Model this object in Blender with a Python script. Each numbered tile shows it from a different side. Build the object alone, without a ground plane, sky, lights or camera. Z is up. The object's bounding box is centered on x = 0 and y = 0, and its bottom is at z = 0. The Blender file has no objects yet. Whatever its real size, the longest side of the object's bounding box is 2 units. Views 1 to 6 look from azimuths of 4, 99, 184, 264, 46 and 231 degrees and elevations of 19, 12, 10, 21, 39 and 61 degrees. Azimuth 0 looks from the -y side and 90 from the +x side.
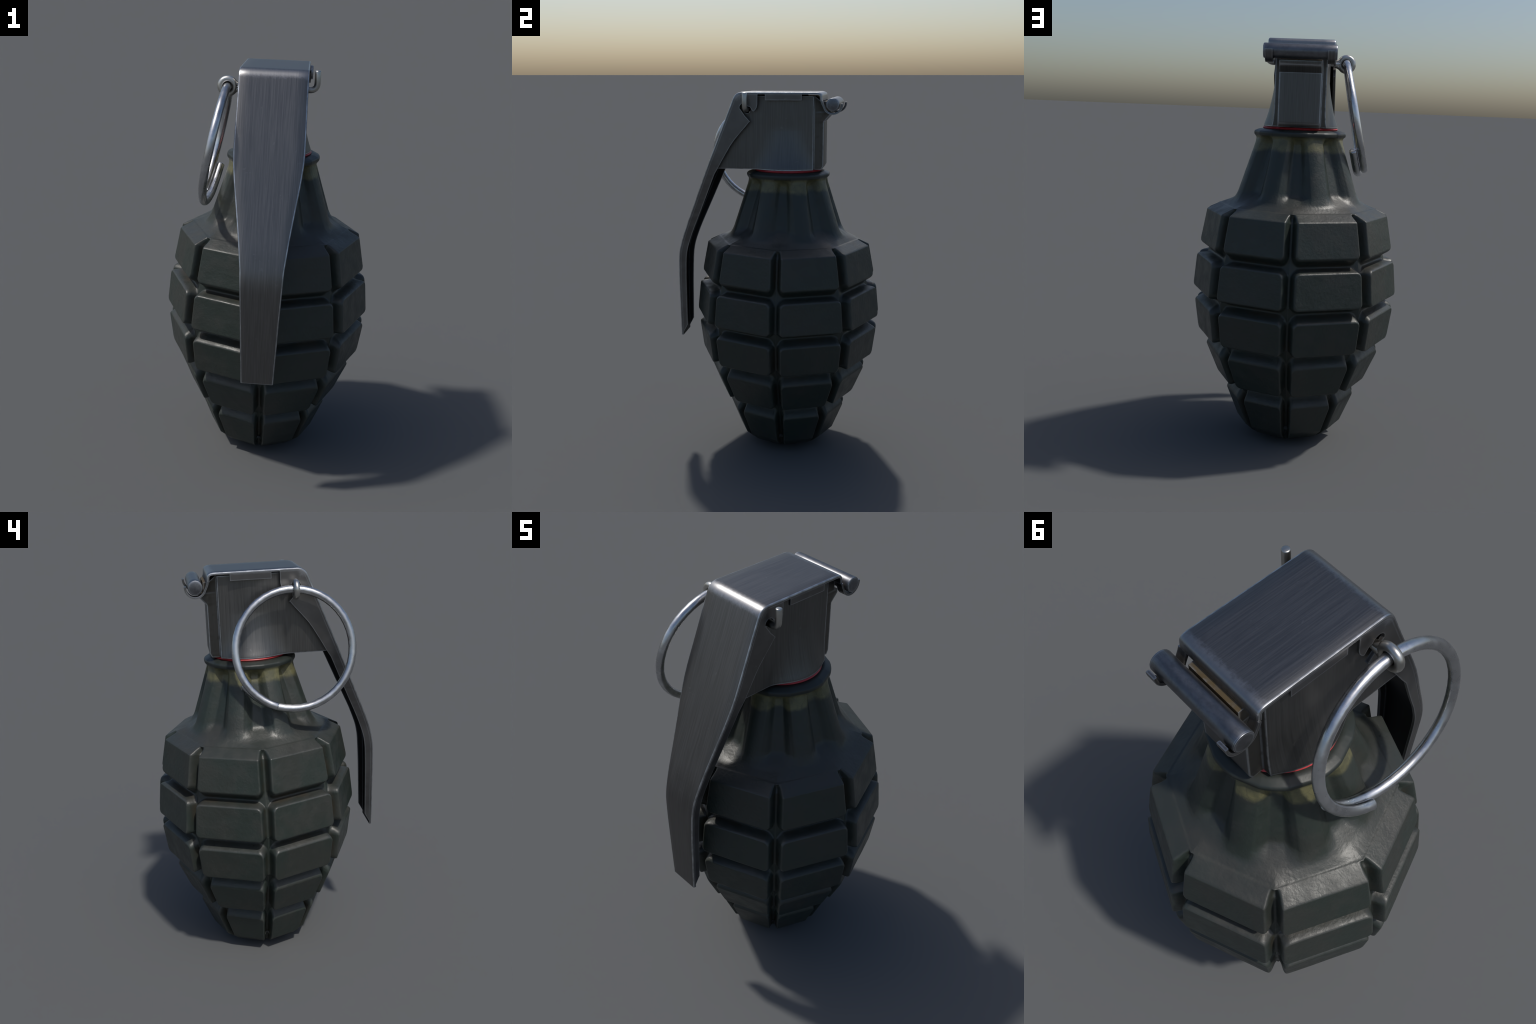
"""Cast-iron fragmentation grenade: grooved eight-sided casing, fluted neck,
sheet-metal safety lever, fuse housing, hinge pin, safety pin and pull ring."""
import bpy, bmesh, math
import numpy as np
from mathutils import Vector

AXIS = (0.0014, 0.0521)          # vertical axis of the casing
TAN8 = math.tan(math.pi / 8)
SIDES = 8

# ------------------------------------------------------------------ helpers
def new_object(name, mesh, parent=None, mat=None):
    ob = bpy.data.objects.new(name, mesh)
    bpy.context.scene.collection.objects.link(ob)
    if parent is not None:
        ob.parent = parent
    if mat is not None:
        mesh.materials.append(mat)
    return ob

def mesh_from(name, verts, faces, smooth=True):
    me = bpy.data.meshes.new(name)
    me.from_pydata([tuple(map(float, v)) for v in verts], [], faces)
    me.validate()
    bm = bmesh.new(); bm.from_mesh(me)
    bmesh.ops.recalc_face_normals(bm, faces=bm.faces)
    bm.to_mesh(me); bm.free()
    me.polygons.foreach_set("use_smooth", [smooth] * len(me.polygons))
    return me

def apply_modifiers(ob):
    dg = bpy.context.evaluated_depsgraph_get()
    me = bpy.data.meshes.new_from_object(ob.evaluated_get(dg))
    old = ob.data
    name = old.name
    ob.modifiers.clear()
    ob.data = me
    bpy.data.meshes.remove(old)
    me.name = name

def sharpen(me, degrees):
    me.polygons.foreach_set("use_smooth", [True] * len(me.polygons))
    me.set_sharp_from_angle(angle=math.radians(degrees))

def fillet(points, radii, n=6):
    """Round the inner corners of a polyline; radii is one tangent length per point."""
    out = [np.array(points[0], float)]
    for i in range(1, len(points) - 1):
        p, a, b = (np.array(points[k], float) for k in (i, i - 1, i + 1))
        r = radii[i]
        if r <= 0:
            out.append(p); continue
        u = a - p; v = b - p
        ra = min(r, .48 * np.linalg.norm(u)); rb = min(r, .48 * np.linalg.norm(v))
        a2 = p + u / np.linalg.norm(u) * ra; b2 = p + v / np.linalg.norm(v) * rb
        for k in range(n + 1):
            t = k / n
            out.append((1 - t) ** 2 * a2 + 2 * t * (1 - t) * p + t * t * b2)
    out.append(np.array(points[-1], float))
    return out

def tube(path, radius, sides=16, bevel=.004):
    """Round bar along a list of 3D points with slightly rounded flat ends."""
    P = [np.array(p, float) for p in path]
    t0 = (P[1] - P[0]) / np.linalg.norm(P[1] - P[0])
    t1 = (P[-1] - P[-2]) / np.linalg.norm(P[-1] - P[-2])
    rings = [(P[0], radius - bevel), (P[0] + t0 * bevel * .3, radius - bevel * .3), (P[0] + t0 * bevel, radius)]
    rings += [(p, radius) for p in P[1:-1]]
    rings += [(P[-1] - t1 * bevel, radius), (P[-1] - t1 * bevel * .3, radius - bevel * .3), (P[-1], radius - bevel)]
    C = [r[0] for r in rings]
    verts, faces = [], []
    up = np.array([.123, .992, .05])
    for i, (c, r) in enumerate(rings):
        a, b = C[max(i - 1, 0)], C[min(i + 1, len(C) - 1)]
        t = (b - a) / np.linalg.norm(b - a)
        e1 = up - t * (up @ t)
        if np.linalg.norm(e1) < 1e-3:
            e1 = np.cross(t, [1, 0, 0])
        e1 /= np.linalg.norm(e1); up = e1
        e2 = np.cross(t, e1)
        for k in range(sides):
            q = 2 * math.pi * k / sides
            verts.append(c + r * (math.cos(q) * e1 + math.sin(q) * e2))
    n = len(rings)
    for i in range(n - 1):
        for k in range(sides):
            k2 = (k + 1) % sides
            faces.append((i * sides + k, i * sides + k2, (i + 1) * sides + k2, (i + 1) * sides + k))
    faces.append(tuple(range(sides - 1, -1, -1)))
    faces.append(tuple((n - 1) * sides + k for k in range(sides)))
    return verts, faces

def join_parts(parts):
    verts, faces = [], []
    for v, f in parts:
        o = len(verts)
        verts += list(v)
        faces += [tuple(i + o for i in q) for q in f]
    return verts, faces

# ---------------------------------------------------------------- materials
def material(name):
    m = bpy.data.materials.new(name)
    m.use_nodes = True
    nt = m.node_tree
    nt.nodes.clear()
    out = nt.nodes.new("ShaderNodeOutputMaterial")
    bs = nt.nodes.new("ShaderNodeBsdfPrincipled")
    nt.links.new(bs.outputs[0], out.inputs[0])
    return m, nt, bs

class Graph:
    def __init__(self, nt):
        self.nt = nt
        self.tc = nt.nodes.new("ShaderNodeTexCoord").outputs["Object"]
    def link(self, a, b):
        if isinstance(a, (int, float)):
            b.default_value = a
        elif isinstance(a, tuple):
            b.default_value = a if len(a) == len(b.default_value) else (*a, 1.0)
        else:
            self.nt.links.new(a, b)
    def math(self, op, a, b=0.0, clamp=False):
        n = self.nt.nodes.new("ShaderNodeMath"); n.operation = op; n.use_clamp = clamp
        self.link(a, n.inputs[0]); self.link(b, n.inputs[1])
        return n.outputs[0]
    def mapped(self, scale=(1, 1, 1), loc=(0, 0, 0), rot=(0, 0, 0)):
        n = self.nt.nodes.new("ShaderNodeMapping")
        n.inputs["Scale"].default_value = scale
        n.inputs["Location"].default_value = loc
        n.inputs["Rotation"].default_value = rot
        self.link(self.tc, n.inputs[0])
        return n.outputs[0]
    def noise(self, scale, detail=4, rough=.55, vec=None, dist=0.0):
        n = self.nt.nodes.new("ShaderNodeTexNoise")
        n.inputs["Scale"].default_value = scale
        n.inputs["Detail"].default_value = detail
        n.inputs["Roughness"].default_value = rough
        n.inputs["Distortion"].default_value = dist
        self.link(vec if vec is not None else self.tc, n.inputs["Vector"])
        return n.outputs[0]
    def step(self, val, lo, hi, a=0.0, b=1.0):
        n = self.nt.nodes.new("ShaderNodeMapRange"); n.interpolation_type = "SMOOTHSTEP"
        self.link(val, n.inputs[0])
        for k, v in zip((1, 2, 3, 4), (lo, hi, a, b)):
            n.inputs[k].default_value = v
        return n.outputs[0]
    def mix(self, fac, a, b):
        n = self.nt.nodes.new("ShaderNodeMix"); n.data_type = "RGBA"
        self.link(fac, n.inputs[0]); self.link(a, n.inputs[6]); self.link(b, n.inputs[7])
        return n.outputs[2]
    def sep(self, vec=None):
        n = self.nt.nodes.new("ShaderNodeSeparateXYZ")
        self.link(vec if vec is not None else self.tc, n.inputs[0])
        return n.outputs
    def edges(self, radius, lo, hi):
        """1 on convex and concave edges within radius, by the Bevel node."""
        bv = self.nt.nodes.new("ShaderNodeBevel"); bv.samples = 8
        bv.inputs["Radius"].default_value = radius
        ge = self.nt.nodes.new("ShaderNodeNewGeometry")
        d = self.nt.nodes.new("ShaderNodeVectorMath"); d.operation = "DOT_PRODUCT"
        self.link(bv.outputs[0], d.inputs[0]); self.link(ge.outputs["True Normal"], d.inputs[1])
        return self.step(self.math("SUBTRACT", 1.0, d.outputs["Value"]), lo, hi)
    def cavity(self, distance, lo, hi):
        ao = self.nt.nodes.new("ShaderNodeAmbientOcclusion"); ao.samples = 8
        ao.inputs["Distance"].default_value = distance
        return self.step(ao.outputs["AO"], lo, hi, 1.0, 0.0)
    def bump(self, height, strength, dist, normal=None):
        n = self.nt.nodes.new("ShaderNodeBump")
        n.inputs["Strength"].default_value = strength
        n.inputs["Distance"].default_value = dist
        self.link(height, n.inputs["Height"])
        if normal is not None:
            self.link(normal, n.inputs["Normal"])
        return n.outputs[0]

def painted_iron():
    m, nt, bs = material("olive_painted_cast_iron")
    g = Graph(nt)
    x, y, z = g.sep()
    big = g.noise(4.5, 3, .5)
    mid = g.noise(16, 3, .5)
    fine = g.noise(70, 4, .6)
    col = g.mix(g.step(big, .42, .62), (.0215, .0300, .0254), (.0275, .0312, .0268))
    col = g.mix(g.math("MULTIPLY", g.step(mid, .45, .75), .35), col, (.040, .040, .035))
    ge = nt.nodes.new("ShaderNodeNewGeometry")
    up = g.sep(ge.outputs["Normal"])[2]
    dusty = g.math("MULTIPLY", g.step(g.math("ADD", up, g.math("MULTIPLY", g.math("SUBTRACT", g.noise(8, 4), .5), .8)), .25, .85), .40)
    dusty = g.math("MULTIPLY", dusty, g.step(z, 1.40, 1.30))
    col = g.mix(dusty, col, (.040, .0385, .036))
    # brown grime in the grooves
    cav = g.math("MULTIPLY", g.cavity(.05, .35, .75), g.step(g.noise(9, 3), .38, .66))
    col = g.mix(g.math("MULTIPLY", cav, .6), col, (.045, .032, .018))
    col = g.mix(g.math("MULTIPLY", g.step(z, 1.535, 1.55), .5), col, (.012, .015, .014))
    # worn yellow band under the collar
    wob = g.math("MULTIPLY", g.math("SUBTRACT", g.noise(11, 4, .6), .5), .05)
    zz = g.math("ADD", z, wob)
    band = g.math("MULTIPLY", g.step(zz, 1.462, 1.486), g.step(z, 1.548, 1.535))
    worn = g.step(g.noise(26, 5, .65, g.mapped((1, 1, .6))), .30, .62, .5, 1.0)
    crack = g.nt.nodes.new("ShaderNodeTexVoronoi"); crack.feature = "DISTANCE_TO_EDGE"
    crack.inputs["Scale"].default_value = 13
    g.link(g.mapped((1, 1, 2.2), rot=(.5, .3, 0)), crack.inputs["Vector"])
    line = g.step(crack.outputs["Distance"], .0, .02, .55, 1.0)
    fac = g.math("MULTIPLY", g.math("MULTIPLY", band, worn), line)
    col = g.mix(g.math("MULTIPLY", fac, .88), col, (.140, .131, .062))
    ge_point = ge.outputs["Pointiness"]
    rim = g.math("MULTIPLY", g.step(ge_point, .515, .56), g.step(g.noise(22, 4), .35, .6, .35, 1.0))
    rim = g.math("MULTIPLY", rim, g.math("SUBTRACT", 1.0, g.cavity(.05, .45, .75)))
    col = g.mix(g.math("MULTIPLY", rim, .6), col, (.085, .086, .080))
    g.link(col, bs.inputs["Base Color"])
    g.link(g.math("SUBTRACT", g.step(mid, .3, .75, .39, .54), g.math("MULTIPLY", rim, .10)), bs.inputs["Roughness"])
    bs.inputs["Specular IOR Level"].default_value = .5
    h = g.math("ADD", g.math("MULTIPLY", mid, .6), g.math("MULTIPLY", fine, .35))
    h = g.math("MULTIPLY", h, g.step(z, 1.535, 1.55, 1.0, .3))
    g.link(g.bump(h, .6, .006), bs.inputs["Normal"])
    return m

def brushed_steel(name, base, streak_scale, rough, dirt=0.3, edge=.9, mottled=0.0, bends=(), across=None, tan_ledge=False, contrast=.11):
    m, nt, bs = material(name)
    g = Graph(nt)
    streak = g.noise(1.0, 4, .6, g.mapped(streak_scale))
    if across:                    # streaks stay vertical on side and end faces
        ge = nt.nodes.new("ShaderNodeNewGeometry")
        nx = g.math("ABSOLUTE", g.sep(ge.outputs["True Normal"])[0])
        st2 = g.noise(1.0, 4, .6, g.mapped(across))
        sw = g.step(nx, .3, .6)
        streak = g.math("ADD", g.math("MULTIPLY", streak, g.math("SUBTRACT", 1.0, sw)), g.math("MULTIPLY", st2, sw))
    smear = g.noise(7, 5, .65, dist=.6)
    scuff = g.noise(38, 3, .6, dist=1.2)
    dark = tuple(c * (1 - contrast) for c in base); light = tuple(c * (1 + contrast) for c in base)
    col = g.mix(g.step(streak, .32, .68), dark, light)
    col = g.mix(g.math("MULTIPLY", g.step(smear, .55, .75), .3), col, tuple(c * .8 for c in base))
    sc = g.math("MULTIPLY", g.step(scuff, .62, .74), g.step(smear, .5, .64))
    col = g.mix(g.math("MULTIPLY", sc, .35), col, tuple(min(1, c * 1.7) for c in base))
    if mottled:
        mt = g.noise(45, 5, .7)
        col = g.mix(g.math("MULTIPLY", g.step(mt, .4, .65), mottled), col, tuple(c * .55 for c in base))
    d = g.math("MULTIPLY", g.cavity(.06, .25, .75), g.step(g.noise(14, 4), .3, .62))
    d = g.math("MULTIPLY", d, dirt)
    if tan_ledge:                 # rust-coloured grime on the ledge under the hinge
        px, py, pz = g.sep()
        led = g.math("MULTIPLY", g.step(py, .204, .222), g.step(pz, 1.893, 1.902))
        led = g.math("MULTIPLY", led, g.step(g.math("ABSOLUTE", px), .0998, .0985))
        notch = g.math("MULTIPLY", g.step(g.math("ABSOLUTE", px), .0985, .0998), g.step(py, .2005, .2020))
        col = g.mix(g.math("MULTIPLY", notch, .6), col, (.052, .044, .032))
        d = g.math("MAXIMUM", d, g.math("MULTIPLY", led, g.step(g.noise(40, 4), .25, .6, .5, 1.0)))
    col = g.mix(d, col, (.080, .056, .024))
    e = g.math("MULTIPLY", g.edges(.009, .008, .07), g.step(g.noise(30, 4), .28, .5, .45, 1.0))
    e = g.math("MULTIPLY", g.math("MULTIPLY", e, edge), g.math("SUBTRACT", 1.0, d))
    col = g.mix(e, col, (.62, .66, .71))
    for (by, bz) in bends:        # polish rubbed onto the folds of the sheet
        _, qy, qz = g.sep()
        dy = g.math("SUBTRACT", qy, by); dz = g.math("SUBTRACT", qz, bz)
        dist = g.math("SQRT", g.math("ADD", g.math("MULTIPLY", dy, dy), g.math("MULTIPLY", dz, dz)))
        rub = g.math("MULTIPLY", g.step(g.math("ADD", dist, g.math("MULTIPLY", g.math("SUBTRACT", g.noise(60, 4, .7), .5), .035)), .034, .010), .45)
        col = g.mix(rub, col, (.44, .45, .47))
    g.link(col, bs.inputs["Base Color"])
    g.link(g.math("SUBTRACT", 1.0, g.math("MULTIPLY", d, .9)), bs.inputs["Metallic"])
    g.link(g.math("ADD", g.step(streak, .3, .7, rough - .02, rough + .03), g.math("MULTIPLY", d, .3)), bs.inputs["Roughness"])
    h = g.math("ADD", g.math("MULTIPLY", streak, .6), g.math("MULTIPLY", smear, .3))
    g.link(g.bump(h, .06, .002), bs.inputs["Normal"])
    return m

def bright_wire(name, base, rough, dirt):
    m, nt, bs = material(name)
    g = Graph(nt)
    n1 = g.noise(9, 4, .6)
    col = g.mix(g.step(n1, .4, .65), tuple(c * .82 for c in base), tuple(c * 1.1 for c in base))
    d = g.math("MULTIPLY", g.cavity(.035, .3, .8), dirt)
    col = g.mix(d, col, (.14, .105, .06))
    g.link(col, bs.inputs["Base Color"])
    bs.inputs["Metallic"].default_value = 1.0
    g.link(g.step(g.noise(24, 4), .3, .7, rough - .05, rough + .07), bs.inputs["Roughness"])
    g.link(g.bump(g.noise(40, 2), .05, .002), bs.inputs["Normal"])
    return m

def red_rubber():
    m, nt, bs = material("red_gasket_rubber")
    g = Graph(nt)
    g.link(g.mix(g.step(g.noise(20, 3), .35, .7), (.40, .032, .036), (.50, .046, .050)), bs.inputs["Base Color"])
    bs.inputs["Roughness"].default_value = .45
    return m

IRON = painted_iron()
LEVER = brushed_steel("brushed_lever_steel", (.160, .157, .156), (230, 5, 5), .40, dirt=.25, edge=.30, bends=((-.206, 1.982), (.240, 1.986)))
LEVER_WORN = brushed_steel("rubbed_lever_edge", (.42, .435, .455), (40, 30, 30), .34, dirt=.1, edge=0.0, contrast=.25)
LEVER_INSIDE = brushed_steel("shade_darkened_lever_inside", (.045, .045, .047), (120, 4, 4), .6, dirt=.2, edge=.25)  # base colour lowered to paint the shadow inside the channel
HOUSING = brushed_steel("brushed_housing_steel", (.138, .137, .134), (230, 5, 5), .42, dirt=.6, across=(5, 230, 5), tan_ledge=True, edge=.5)
HINGE = brushed_steel("mottled_hinge_steel", (.175, .180, .195), (6, 30, 30), .40, dirt=.5, mottled=.4, edge=.8)
RING = bright_wire("bright_ring_wire", (.62, .63, .65), .30, .15)
PIN = bright_wire("dull_pin_wire", (.56, .55, .52), .36, .5)
RED = red_rubber()

# ------------------------------------------------------------------- casing
# Rows of cast segments: (apothem, height, half width) at top and bottom edge.
ROWS = [((.4267, 1.1664, .1431), (.4561, .9999, .1555)),
        ((.4706, .9356, .1591), (.4861, .7702, .1668)),
        ((.4776, .7014, .1626), (.4572, .5426, .1559)),
        ((.4191, .4684, .1420), (.3552, .3102, .1212)),
        ((.3143, .2394, .1062), (.2532, .0824, .0859))]
ROWS = [tuple((a + .0034, z, w + .05 * (a * TAN8 - w) * min(1, max(0, (a * TAN8 - w - .024) / .008))) for a, z, w in row) for row in ROWS]
GROOVE = .056
FLUTE = .042
NECK_HALF = .046                  # half width of the raised flutes of the neck

def build_stations():
    """Profile stations from the foot up: dicts a, z, w, depth scale, row distance, mode."""
    st = []
    def add(a, z, w, D, vn, zone, row=-1):
        st.append(dict(a=a, z=z, w=w, D=D, vn=vn, zone=zone, row=row))
    # foot: rounded under-side
    foot = fillet([(.0, .0), (.10, .0), (.165, .020), (.214, .041), (.2532, .0824)], [0, .05, .04, .05, 0], 5)
    for a, z in foot[:-1]:
        a = max(a, .002)
        add(a, z, a * TAN8 * .82, GROOVE * .85 * np.interp(z, [.018, .072], [0, 1]), -1.0, "foot")
    for i in range(4, -1, -1):
        (at, zt, wt), (ab, zb, wb) = ROWS[i]
        L = math.hypot(at - ab, zt - zb)
        gap_below = None if i == 4 else math.hypot(ROWS[i + 1][0][0] - ab, ROWS[i + 1][0][1] - zb) / 2
        gap_above = None if i == 0 else math.hypot(ROWS[i - 1][1][0] - at, ROWS[i - 1][1][1] - zt) / 2
        g0 = gap_below if gap_below else .034
        g1 = gap_above if gap_above else .034
        # within the segment: dense near its edges
        k = np.concatenate([np.linspace(0, .024, 9), np.linspace(.024, L - .024, 9)[1:-1], np.linspace(L - .024, L, 9)]) / L
        for t in k:
            a, z, w = ab + (at - ab) * t, zb + (zt - zb) * t, wb + (wt - wb) * t
            gn = a * TAN8 - w
            D = GROOVE * min(1.0, gn / .030) ** .35
            vb = t * L / g0 if gap_below else 9
            va = (1 - t) * L / g1 if gap_above else 9
            if i == 4 and not gap_below:
                vb = 9
            add(a, z, w, D, min(va, vb), "row", i)
        if i > 0:                 # groove up to the next row
            (a2, z2, w2) = ROWS[i - 1][1]
            for t in np.linspace(0, 1, 19)[1:-1]:
                a, z, w = at + (a2 - at) * t, zt + (z2 - zt) * t, wt + (w2 - wt) * t
                gn = a * TAN8 - w
                D = GROOVE * min(1.0, gn / .030) ** .35
                add(a, z, w, D, -(1 - abs(2 * t - 1)), "gap", i)
    # shoulder bevel, shoulder, neck, collar (grooves die out at the crease)
    st_keep = [q for q in st if not (q["row"] == 0 and q["z"] > 1.1585)]
    st[:] = st_keep
    at, zt, wt = ROWS[0][0]
    a0, z0 = st[-1]["a"], st[-1]["z"]
    crease = .367
    prof = fillet([(a0, z0), (at, zt), (crease, 1.1970), (.3590, 1.1985), (.3210, 1.2225), (.2255, 1.508)],
                  [0, .011, .004, .005, .015, 0], 7)
    pts = []
    for p, q in zip(prof[:-1], prof[1:]):
        n = max(1, int(np.linalg.norm(q - p) / .008))
        pts += [p + (q - p) * t for t in np.linspace(0, 1, n + 1)[1:]]
    for a, z in pts:
        if a > crease and z < 1.1975:
            f = min(1, max(0.0, (at - a) / (at - crease)))
            add(a, z, wt - .012 * f, GROOVE * max(0.0, 1 - f ** 1.6), 9, "shoulder")
        else:
            f = min(1.0, max(0.0, (crease - a) / .050))
            w = .1335 + (NECK_HALF + .004 - .1335) * f * f * (3 - 2 * f)
            w = float(np.interp(z, [1.24, 1.40], [w, NECK_HALF])) if f >= 1 else w
            g = np.interp(z, [1.212, 1.275], [0, 1])
            add(a, z, w, float(g * g * (3 - 2 * g)), 9, "neck")
            st[-1]["round"] = f * f * (3 - 2 * f)
    collar = fillet([(.2255, 1.508), (.2165, 1.533), (.2240, 1.5470), (.2245, 1.5630), (.1960, 1.5745), (.150, 1.5740)],
                    [0, .008, .007, .009, .008, 0], 6)
    for a, z in collar[1:]:
        add(a, z, NECK_HALF, float(np.interp(z, [1.512, 1.545], [1, 0])), 9, "collar")
    return st

def wall_curve():
    e = np.linspace(-1, 2, 1201)
    d = np.clip((e - .13) / .60, 0, 1)
    k = np.ones(201) / 201
    return e, np.convolve(np.pad(d, 100, mode="edge"), k, mode="valid")
WALL_E, WALL_D = wall_curve()
def smooth01(t):
    t = min(1.0, max(0.0, t))
    return t * t * (3 - 2 * t)

def build_casing(root):
    st = build_stations()
    # soften the row/bevel transition at the top edge of row one by averaging a,z locally
    A = np.array([s["a"] for s in st]); Zs = np.array([s["z"] for s in st])
    # tangents -> profile normal
    dA, dZ = np.gradient(A), np.gradient(Zs)
    ln = np.hypot(dA, dZ) + 1e-9
    nr, nz = dZ / ln, -dA / ln
    for _ in range(6):            # smooth the normals along the profile
        nr[1:-1] = (nr[:-2] + 2 * nr[1:-1] + nr[2:]) / 4
        nz[1:-1] = (nz[:-2] + 2 * nz[1:-1] + nz[2:]) / 4
    face = next(k for k, s in enumerate(st) if s["row"] == 0 and s["z"] > 1.08)
    first = next(k for k, s in enumerate(st) if s["row"] == 4 and s["z"] > .12)
    for i, s in enumerate(st):    # end of the grooves: straight in; flutes: level
        if s["zone"] == "shoulder" or (s["row"] == 0 and s["z"] > 1.14):
            nr[i], nz[i] = nr[face], nz[face]
        elif s["zone"] == "foot" and s["z"] > .012:
            nr[i], nz[i] = nr[first], nz[first]
        elif s["zone"] in ("neck", "collar"):
            nr[i], nz[i] = 1.0, 0.0
    # cross stations: e < 0 inside the segment (metres inside), 0..1 across half the groove
    inside = np.concatenate([np.linspace(0, .78, 6)[:-1], np.linspace(.78, 1, 10)])
    outside = np.linspace(0, 1, 13)[1:]
    nj_half = len(inside) + len(outside)
    nfac = 2 * (nj_half - 1)      # cells per facet
    cols = SIDES * nfac
    verts, region = [], []
    grid = np.zeros((len(st), cols, 3))
    du_n = np.zeros((len(st), cols))
    for i, s in enumerate(st):
        gn = s["a"] * TAN8 - s["w"]
        half_t = np.concatenate([inside * s["w"], s["w"] + outside * gn])
        for f in range(SIDES):
            az = math.radians(22.5 + 45 * f + .15)
            n = np.array([math.sin(az), -math.cos(az)]); tt = np.array([math.cos(az), math.sin(az)])
            ts = np.concatenate([-half_t[::-1][:-1], half_t])[:-1]   # last column = next facet's first
            for j, t in enumerate(ts):
                un = (s["w"] - abs(t)) / gn          # normalised distance inside
                if s["zone"] in ("row", "gap", "foot", "shoulder"):
                    r = .65
                    p, q = r - un, r - (s["vn"] if s["zone"] != "foot" else 9)
                    e = (math.hypot(p, q) if p > 0 and q > 0 else max(p, q)) - r
                    d = s["D"] * np.interp(e + .18 * min(1, max(0, (.032 - gn) / .012)) * (s["zone"] != "shoulder"), WALL_E, WALL_D)
                else:
                    # flutes: flat raised faces, hollows rounded to a circle between them
                    th = math.atan2(abs(t), s["a"])
                    hollow = s["a"] - (s["a"] - FLUTE) * math.cos(th)
                    flute = .011 * min(1.0, (t / s["w"]) ** 2)
                    lobes = flute + (hollow - flute) * smooth01((-un + .16) / .78)
                    plain = (s["a"] - s["a"] * 1.018 * math.cos(th)) * s.get("round", 1.0)
                    d = plain * (1 - s["D"]) + lobes * s["D"]
                    if s["zone"] == "collar":     # blunt corners of the collar
                        over = s["a"] - s["a"] * 1.064 * math.cos(th)
                        d = max(d, over * smooth01((-un) / .6))
                a2 = max(s["a"] - d * nr[i], .001)
                t2 = t * a2 / s["a"]
                xy = a2 * n + t2 * tt
                grid[i, f * nfac + j] = (AXIS[0] + xy[0], AXIS[1] + xy[1], s["z"] - d * nz[i])
                du_n[i, f * nfac + j] = un
    nrow = len(st)
    V = grid.reshape(-1, 3)
    # slight hand-made unevenness of the casting (low frequency)
    ph = np.sin(V[:, 0] * 31 + 1.3) * np.sin(V[:, 1] * 27 + .4) * np.sin(V[:, 2] * 23 + 2.1)
    V[:, :2] = AXIS + (V[:, :2] - AXIS) * (1 + .0012 * ph)[:, None]
    V[:, 2] = np.maximum(V[:, 2], 0)
    verts = [tuple(v) for v in V]
    faces, tags = [], []
    for i in range(nrow - 1):
        s0, s1 = st[i], st[i + 1]
        for c in range(cols):
            c2 = (c + 1) % cols
            faces.append((i * cols + c, i * cols + c2, (i + 1) * cols + c2, (i + 1) * cols + c))
            un = .25 * (du_n[i, c] + du_n[i, c2] + du_n[i + 1, c] + du_n[i + 1, c2])
            vn = .5 * (s0["vn"] + s1["vn"])
            f = c // nfac
            tag = "casing"
            rows = [s["row"] for s in (s0, s1) if s["row"] >= 0]
            if rows and un > -.60 and vn > -.60 and s0["zone"] in ("row", "gap") and s1["zone"] in ("row", "gap"):
                if s0["zone"] == "row" and s1["zone"] == "row":
                    r = s0["row"]
                elif s0["zone"] == "gap" and s1["zone"] == "gap":   # halves of a groove belong to nearest row
                    lower = s0["row"]
                    r = lower if 2 * (s0["z"] - ROWS[lower][0][1]) < (ROWS[lower - 1][1][1] - ROWS[lower][0][1]) else lower - 1
                else:
                    r = s0["row"] if s0["zone"] == "row" else s1["row"]
                tag = ("casing_segment", r, f)
            elif s0["zone"] == "collar" or (s0["zone"] == "neck" and s1["zone"] == "collar"):
                tag = "collar"
            elif s0["zone"] == "neck" and s0["z"] > 1.23:
                tag = "neck"
            tags.append(tag)
    # foot and top caps
    faces.append(tuple(range(cols - 1, -1, -1))); tags.append("casing")
    faces.append(tuple((nrow - 1) * cols + c for c in range(cols))); tags.append("collar")
    whole = bpy.data.meshes.new("whole")
    whole.from_pydata(verts, [], faces)
    whole.polygons.foreach_set("use_smooth", [True] * len(faces))
    N = np.zeros((len(verts), 3))
    whole.vertices.foreach_get
    buf = np.zeros(len(verts) * 3); whole.vertex_normals.foreach_get("vector", buf)
    N = buf.reshape(-1, 3)
    bpy.data.meshes.remove(whole)
    groups = {}
    for f, t in zip(faces, tags):
        groups.setdefault(t, []).append(f)
    made = {}
    order = ["casing", "neck", "collar"] + sorted(k for k in groups if isinstance(k, tuple))
    for key in order:
        fs = groups[key]
        used = sorted({v for f in fs for v in f})
        remap = {v: k for k, v in enumerate(used)}
        name = key if isinstance(key, str) else key[0]
        me = bpy.data.meshes.new(name)
        me.from_pydata([verts[v] for v in used], [], [tuple(remap[v] for v in f) for f in fs])
        me.polygons.foreach_set("use_smooth", [True] * len(fs))
        me.normals_split_custom_set_from_vertices([tuple(N[v]) for v in used])
        parent = root if isinstance(key, str) else made["casing"]
        made[key] = new_object(name, me, parent, IRON)
    return made

# ------------------------------------------------------------- safety lever
LEVER_PATH = fillet([(.2515, 1.955), (.2480, 1.9985), (-.2120, 1.9985), (-.522, 1.226), (-.5585, 1.112), (-.5620, .96), (-.5580, .612)],
                    [0, .034, .040, .065, .065, .08, 0], 12)
LEVER_T = .0125
HINGE_C = (.306, 1.9345)

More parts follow.
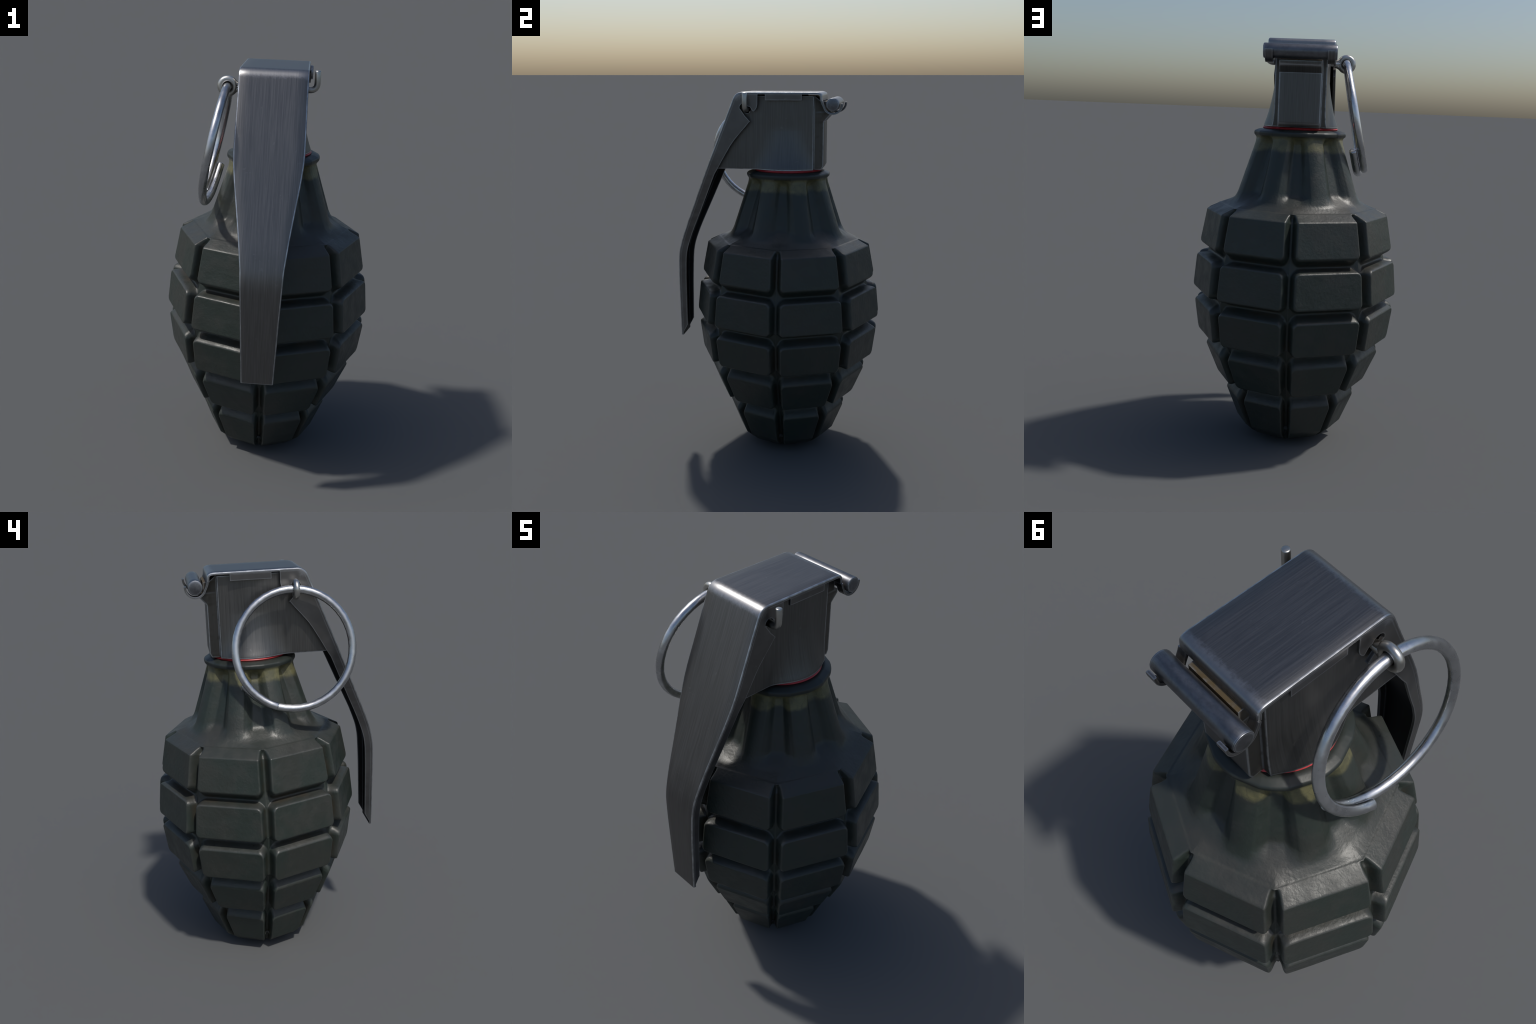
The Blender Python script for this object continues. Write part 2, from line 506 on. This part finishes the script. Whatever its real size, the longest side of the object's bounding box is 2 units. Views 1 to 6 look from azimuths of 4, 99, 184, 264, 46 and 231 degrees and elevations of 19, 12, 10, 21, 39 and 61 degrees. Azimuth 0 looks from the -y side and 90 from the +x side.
def lever_half_width(z):
    return float(np.interp(z, [.61, .81, .90, .99, 1.16, 1.28, 1.33, 1.42, 1.53, 1.60, 1.65, 1.77, 1.87, 2.0],
                           [.0758, .084, .0872, .0915, .0995, .1135, .1205, .1335, .1500, .1580, .1606, .1596, .1580, .1575]))

def resample(path, step):
    out = [np.array(path[0])]
    for p, q in zip(path[:-1], path[1:]):
        n = max(1, int(np.linalg.norm(np.array(q) - p) / step))
        out += [p + (np.array(q) - p) * t for t in np.linspace(0, 1, n + 1)[1:]]
    return out

def path_normals(path):
    P = np.array(path)
    d = np.gradient(P, axis=0)
    d /= np.linalg.norm(d, axis=1)[:, None]
    return np.stack([d[:, 1], -d[:, 0]], 1)      # outward for the lever's direction of travel

def strip(path, x0, x1, thickness, rounding=.006):
    """Bent sheet-metal strip along a (y, z) path between x0 and x1 (callables of z)."""
    P = np.array(path); N = path_normals(path)
    verts, faces = [], []
    r = rounding
    c = [(0, r), (r * .3, r * .3), (r, 0)]
    sect = []
    for k, (u, v) in enumerate(c):
        sect.append((0, u, v))
    m = 6
    for k in range(1, m):
        sect.append((k / m, 0, 0))
    for (u, v) in reversed(c):
        sect.append((1, -u, v))
    for k in (1, .5, 0):
        sect.append((k, 0, thickness))
    ns = len(sect)
    for (p, n) in zip(P, N):
        a, b = x0(p[1]), x1(p[1])
        for (t, u, dep) in sect:
            q = p - n * dep
            verts.append((a + (b - a) * t + u, q[0], q[1]))
    for i in range(len(P) - 1):
        for k in range(ns):
            k2 = (k + 1) % ns
            faces.append((i * ns + k, i * ns + k2, (i + 1) * ns + k2, (i + 1) * ns + k))
    faces.append(tuple(range(ns)))
    faces.append(tuple((len(P) - 1) * ns + k for k in range(ns - 1, -1, -1)))
    return verts, faces

def plate_from_outline(outline, side):
    """Flat flange cut to a (y, z) outline; stands just inside the lever's edge."""
    bm = bmesh.new()
    vs = [bm.verts.new((0, p[0], p[1])) for p in outline]
    es = [bm.edges.new((vs[i], vs[(i + 1) % len(vs)])) for i in range(len(vs))]
    bmesh.ops.triangle_fill(bm, use_beauty=True, use_dissolve=False, edges=es)
    bm.verts.ensure_lookup_table(); bm.verts.index_update()
    tris = [tuple(v.index for v in f.verts) for f in bm.faces]
    P = [v.co.copy() for v in bm.verts]
    bm.free()
    n = len(P)
    verts = []
    for inset in (.0004, .0120):
        for p in P:
            w = lever_half_width(p.z) - inset
            verts.append((side * w, p.y, p.z))
    faces = [t for t in tris] + [tuple(i + n for i in reversed(t)) for t in tris]
    for i in range(n):
        j = (i + 1) % n
        faces.append((i, j, j + n, i + n))
    return verts, faces

def lever_flange_outline():
    path = np.array(resample(LEVER_PATH, .012)); N = path_normals(path)
    edge = path - N * .004
    start = int(np.argmax(path[:, 0] < -.0935))
    outer = [(-.0930, edge[start][1])] + [tuple(p) for p in edge[start:]]
    outer[-1] = (outer[-1][0], .6125)
    # inner edge from the tip upwards: depth of the channel side
    inner = []
    for p, n in zip(path[::-1], N[::-1]):
        if p[1] < .664 or p[1] > 1.585:
            continue
        d = np.interp(p[1], [.61, .96, 1.11, 1.24, 1.40, 1.60], [.036, .041, .043, .044, .048, .051])
        inner.append(tuple(p - n * d))
    ear = [(-.3020, 1.610), (-.2930, 1.627), (-.2620, 1.680), (-.2420, 1.7135), (-.2184, 1.7472), (-.1820, 1.7897),
           (-.1460, 1.8310), (-.1425, 1.8375), (-.1335, 1.8440), (-.1600, 1.8720), (-.1830, 1.9050)]
    hole = [(-.1675 + .0225 * math.cos(math.radians(q)), 1.917 + .0225 * math.sin(math.radians(q))) for q in range(195, 9, -15)]
    tab = [(-.1335, 1.9205), (-.1180, 1.8975), (-.1145, 1.8970), (-.1060, 1.9040), (-.0975, 1.9170), (-.0940, 1.9330)]
    return outer + inner + ear + hole + tab

def build_lever(root):
    parts = []
    path = resample(LEVER_PATH, .03)
    parts.append(strip(path, lambda z: -lever_half_width(z), lambda z: lever_half_width(z), LEVER_T))
    # two hooks curling round the hinge pin
    q = [np.array([.2515, 1.955]), np.array([.2560, 1.942])]
    q += [np.array([HINGE_C[0] + .042 * math.cos(a), HINGE_C[1] + .042 * math.sin(a)]) for a in np.radians(np.linspace(198, 366, 26))]
    q = q[::-1]
    for x0, x1 in ((-.1600, -.1250), (.1270, .1620)):
        parts.append(strip(q, lambda z, v=x0: v, lambda z, v=x1: v, .0105, .003))
    outline = lever_flange_outline()
    for side in (-1, 1):
        parts.append(plate_from_outline(outline, side))
        # small locating tab under the top plate
        a, b = side * .1565, side * .1450
        box = [(x, y, z) for x in (a, b) for y in (-.0530, .1420) for z in (1.9555, 1.9885)]
        parts.append((box, [(0, 1, 3, 2), (4, 6, 7, 5), (0, 4, 5, 1), (2, 3, 7, 6), (0, 2, 6, 4), (1, 5, 7, 3)]))
    v, f = join_parts(parts)
    me = mesh_from("safety_lever", v, f)
    sharpen(me, 32)
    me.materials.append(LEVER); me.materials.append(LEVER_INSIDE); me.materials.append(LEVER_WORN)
    cells = (len(resample(LEVER_PATH, .03)) - 1) * 14
    worn = {k for k in range(cells) if k % 14 in (0, 1, 8, 9)}
    path = np.array(resample(LEVER_PATH, .01)); nrm = path_normals(path)
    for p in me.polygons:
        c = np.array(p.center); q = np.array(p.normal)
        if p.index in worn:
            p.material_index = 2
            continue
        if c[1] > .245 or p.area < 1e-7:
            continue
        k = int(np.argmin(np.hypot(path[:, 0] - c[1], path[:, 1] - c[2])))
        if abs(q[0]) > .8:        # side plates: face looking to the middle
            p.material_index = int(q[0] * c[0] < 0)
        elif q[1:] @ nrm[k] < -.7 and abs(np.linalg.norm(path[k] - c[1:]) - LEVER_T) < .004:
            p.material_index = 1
    return new_object("safety_lever", me, root)

# ------------------------------------------------------------- fuse housing
def housing_half(y, z):
    R = np.interp(z, [1.59, 1.62, 1.66, 1.70, 1.75, 1.80], [.1865, .1745, .1605, .148, .133, .118])
    h = math.sqrt(max(0.0, R * R - (y - .05) ** 2))
    k = .022
    return .1232 + k * math.log1p(math.exp((h - .127) / k))

def build_housing(root):
    zs = list(np.linspace(1.5875, 1.80, 24)) + [1.83, 1.8415, 1.85, 1.865, 1.878, 1.888, 1.896, 1.903, 1.92, 1.940, 1.948, 1.953, 1.968, 1.977]
    def back(z):
        return float(np.interp(z, [1.5875, 1.606, 1.8415, 1.878, 1.896, 1.903, 1.948, 1.953, 1.977],
                               [.2440, .2540, .2540, .2880, .2890, .2680, .2670, .2360, .2060]))
    rings = []
    for z in zs:
        front = -.2124 - (2.0 - z) * .4 + .030
        ys = np.linspace(front, .202, 34)
        right = [(housing_half(y, z), y) for y in ys]
        bw = .1000
        right += [(bw, .2022), (bw, max(back(z), .2035))]
        ring = right + [(-x, y) for x, y in reversed(right)]
        rings.append([(x, y, z) for x, y in ring])
    n = len(rings[0])
    verts = [p for r in rings for p in r]
    faces = []
    for i in range(len(rings) - 1):
        for k in range(n):
            k2 = (k + 1) % n
            faces.append((i * n + k, i * n + k2, (i + 1) * n + k2, (i + 1) * n + k))
    faces.append(tuple(range(n - 1, -1, -1)))
    faces.append(tuple((len(rings) - 1) * n + k for k in range(n)))
    me = mesh_from("fuse_housing", verts, faces)
    ob = new_object("fuse_housing", me, root, HOUSING)
    # cross hole for the safety pin
    cv, cf = tube([(-.3, -.155, 1.907), (.3, -.155, 1.907)], .0205, 24, .0005)
    cut = new_object("cutter", mesh_from("cutter", cv, cf))
    b = ob.modifiers.new("hole", "BOOLEAN"); b.operation = "DIFFERENCE"; b.solver = "EXACT"; b.object = cut
    bev = ob.modifiers.new("round", "BEVEL"); bev.width = .0022; bev.segments = 2; bev.limit_method = "ANGLE"; bev.angle_limit = math.radians(50)
    apply_modifiers(ob)
    bpy.data.objects.remove(cut)
    sharpen(ob.data, 40)
    return ob

def build_gasket(root):
    n = 64
    prof = [(.10, 1.5735), (.180, 1.5735), (.1840, 1.5760), (.1860, 1.5800), (.1830, 1.5850), (.179, 1.5870), (.10, 1.5870)]
    verts, faces = [], []
    for r, z in prof:
        for k in range(n):
            q = 2 * math.pi * k / n
            verts.append((AXIS[0] + r * math.cos(q), AXIS[1] + r * math.sin(q), z))
    for i in range(len(prof)):
        i2 = (i + 1) % len(prof)
        for k in range(n):
            k2 = (k + 1) % n
            faces.append((i * n + k, i * n + k2, i2 * n + k2, i2 * n + k))
    me = mesh_from("gasket", verts, faces); sharpen(me, 50)
    return new_object("gasket", me, root, RED)

# ------------------------------------------------------- pins and pull ring
def build_hinge_pin(root):
    v, f = tube([(-.1690, *HINGE_C), (-.10, *HINGE_C), (.0, *HINGE_C), (.10, *HINGE_C), (.1725, *HINGE_C)], .0345, 36, .0045)
    me = mesh_from("hinge_pin", v, f); sharpen(me, 40)
    return new_object("hinge_pin", me, root, HINGE)

EYE = np.array((-.2120, -.1575, 1.9080))
def build_safety_pin(root):
    bend = fillet([(-.180, -.155, 1.9065), (.1955, -.155, 1.9065), (.1955, -.155, 1.9955)], [0, .034, 0], 8)
    parts = [tube(bend, .0140, 18, .004)]
    # closed eye, seen edge on from the side
    n, m = 36, 14
    verts, faces = [], []
    for i in range(n):
        a = 2 * math.pi * i / n
        for k in range(m):
            b = 2 * math.pi * k / m
            r = .0335 + .0145 * math.cos(b)
            verts.append((EYE[0] + r * math.cos(a), EYE[1] + .0145 * math.sin(b), EYE[2] + r * math.sin(a)))
    for i in range(n):
        for k in range(m):
            faces.append((i * m + k, ((i + 1) % n) * m + k, ((i + 1) % n) * m + (k + 1) % m, i * m + (k + 1) % m))
    parts.append((verts, faces))
    # the two legs of the wire part company towards the eye
    for s in (-1, 1):
        parts.append(tube([(-.125, -.155, 1.9067), (-.150, -.156, 1.9067 + s * .003), (-.172, -.1565, 1.907 + s * .012), (-.197, -.1572, 1.908 + s * .0285)], .0125, 14, .003))
    v, f = join_parts(parts)
    me = mesh_from("safety_pin", v, f); sharpen(me, 50)
    return new_object("safety_pin", me, root, PIN)

def build_pull_ring(root):
    c = np.array((-.2680, -.1345, 1.6370))
    up = np.array((.2015, 0, .9795)); side = np.array((0, 1.0, 0)); nrm = np.array((.9795, 0, -.2015))
    pts = []
    for a in np.linspace(-70, 329, 52):
        off = np.interp(a, [-70, -20, 120, 210, 290, 329], [-.007, -.003, .0, .006, .031, .035])
        r = .2780 + np.interp(a, [-70, 280, 329], [0, 0, .010])
        q = math.radians(a)
        pts.append(c + r * (math.cos(q) * side + math.sin(q) * up) + off * nrm)
    v, f = tube(pts, .0190, 18, .006)
    me = mesh_from("pull_ring", v, f); sharpen(me, 60)
    return new_object("pull_ring", me, root, RING)

# ------------------------------------------------------------------ assemble
root = bpy.data.objects.new("hand_grenade", None)
bpy.context.scene.collection.objects.link(root)
root["label"] = "dark olive pineapple hand grenade with steel lever and pull ring"
root["category"] = "hand grenade"
build_casing(root)
build_gasket(root)
build_housing(root)
build_lever(root)
build_hinge_pin(root)
build_safety_pin(root)
build_pull_ring(root)
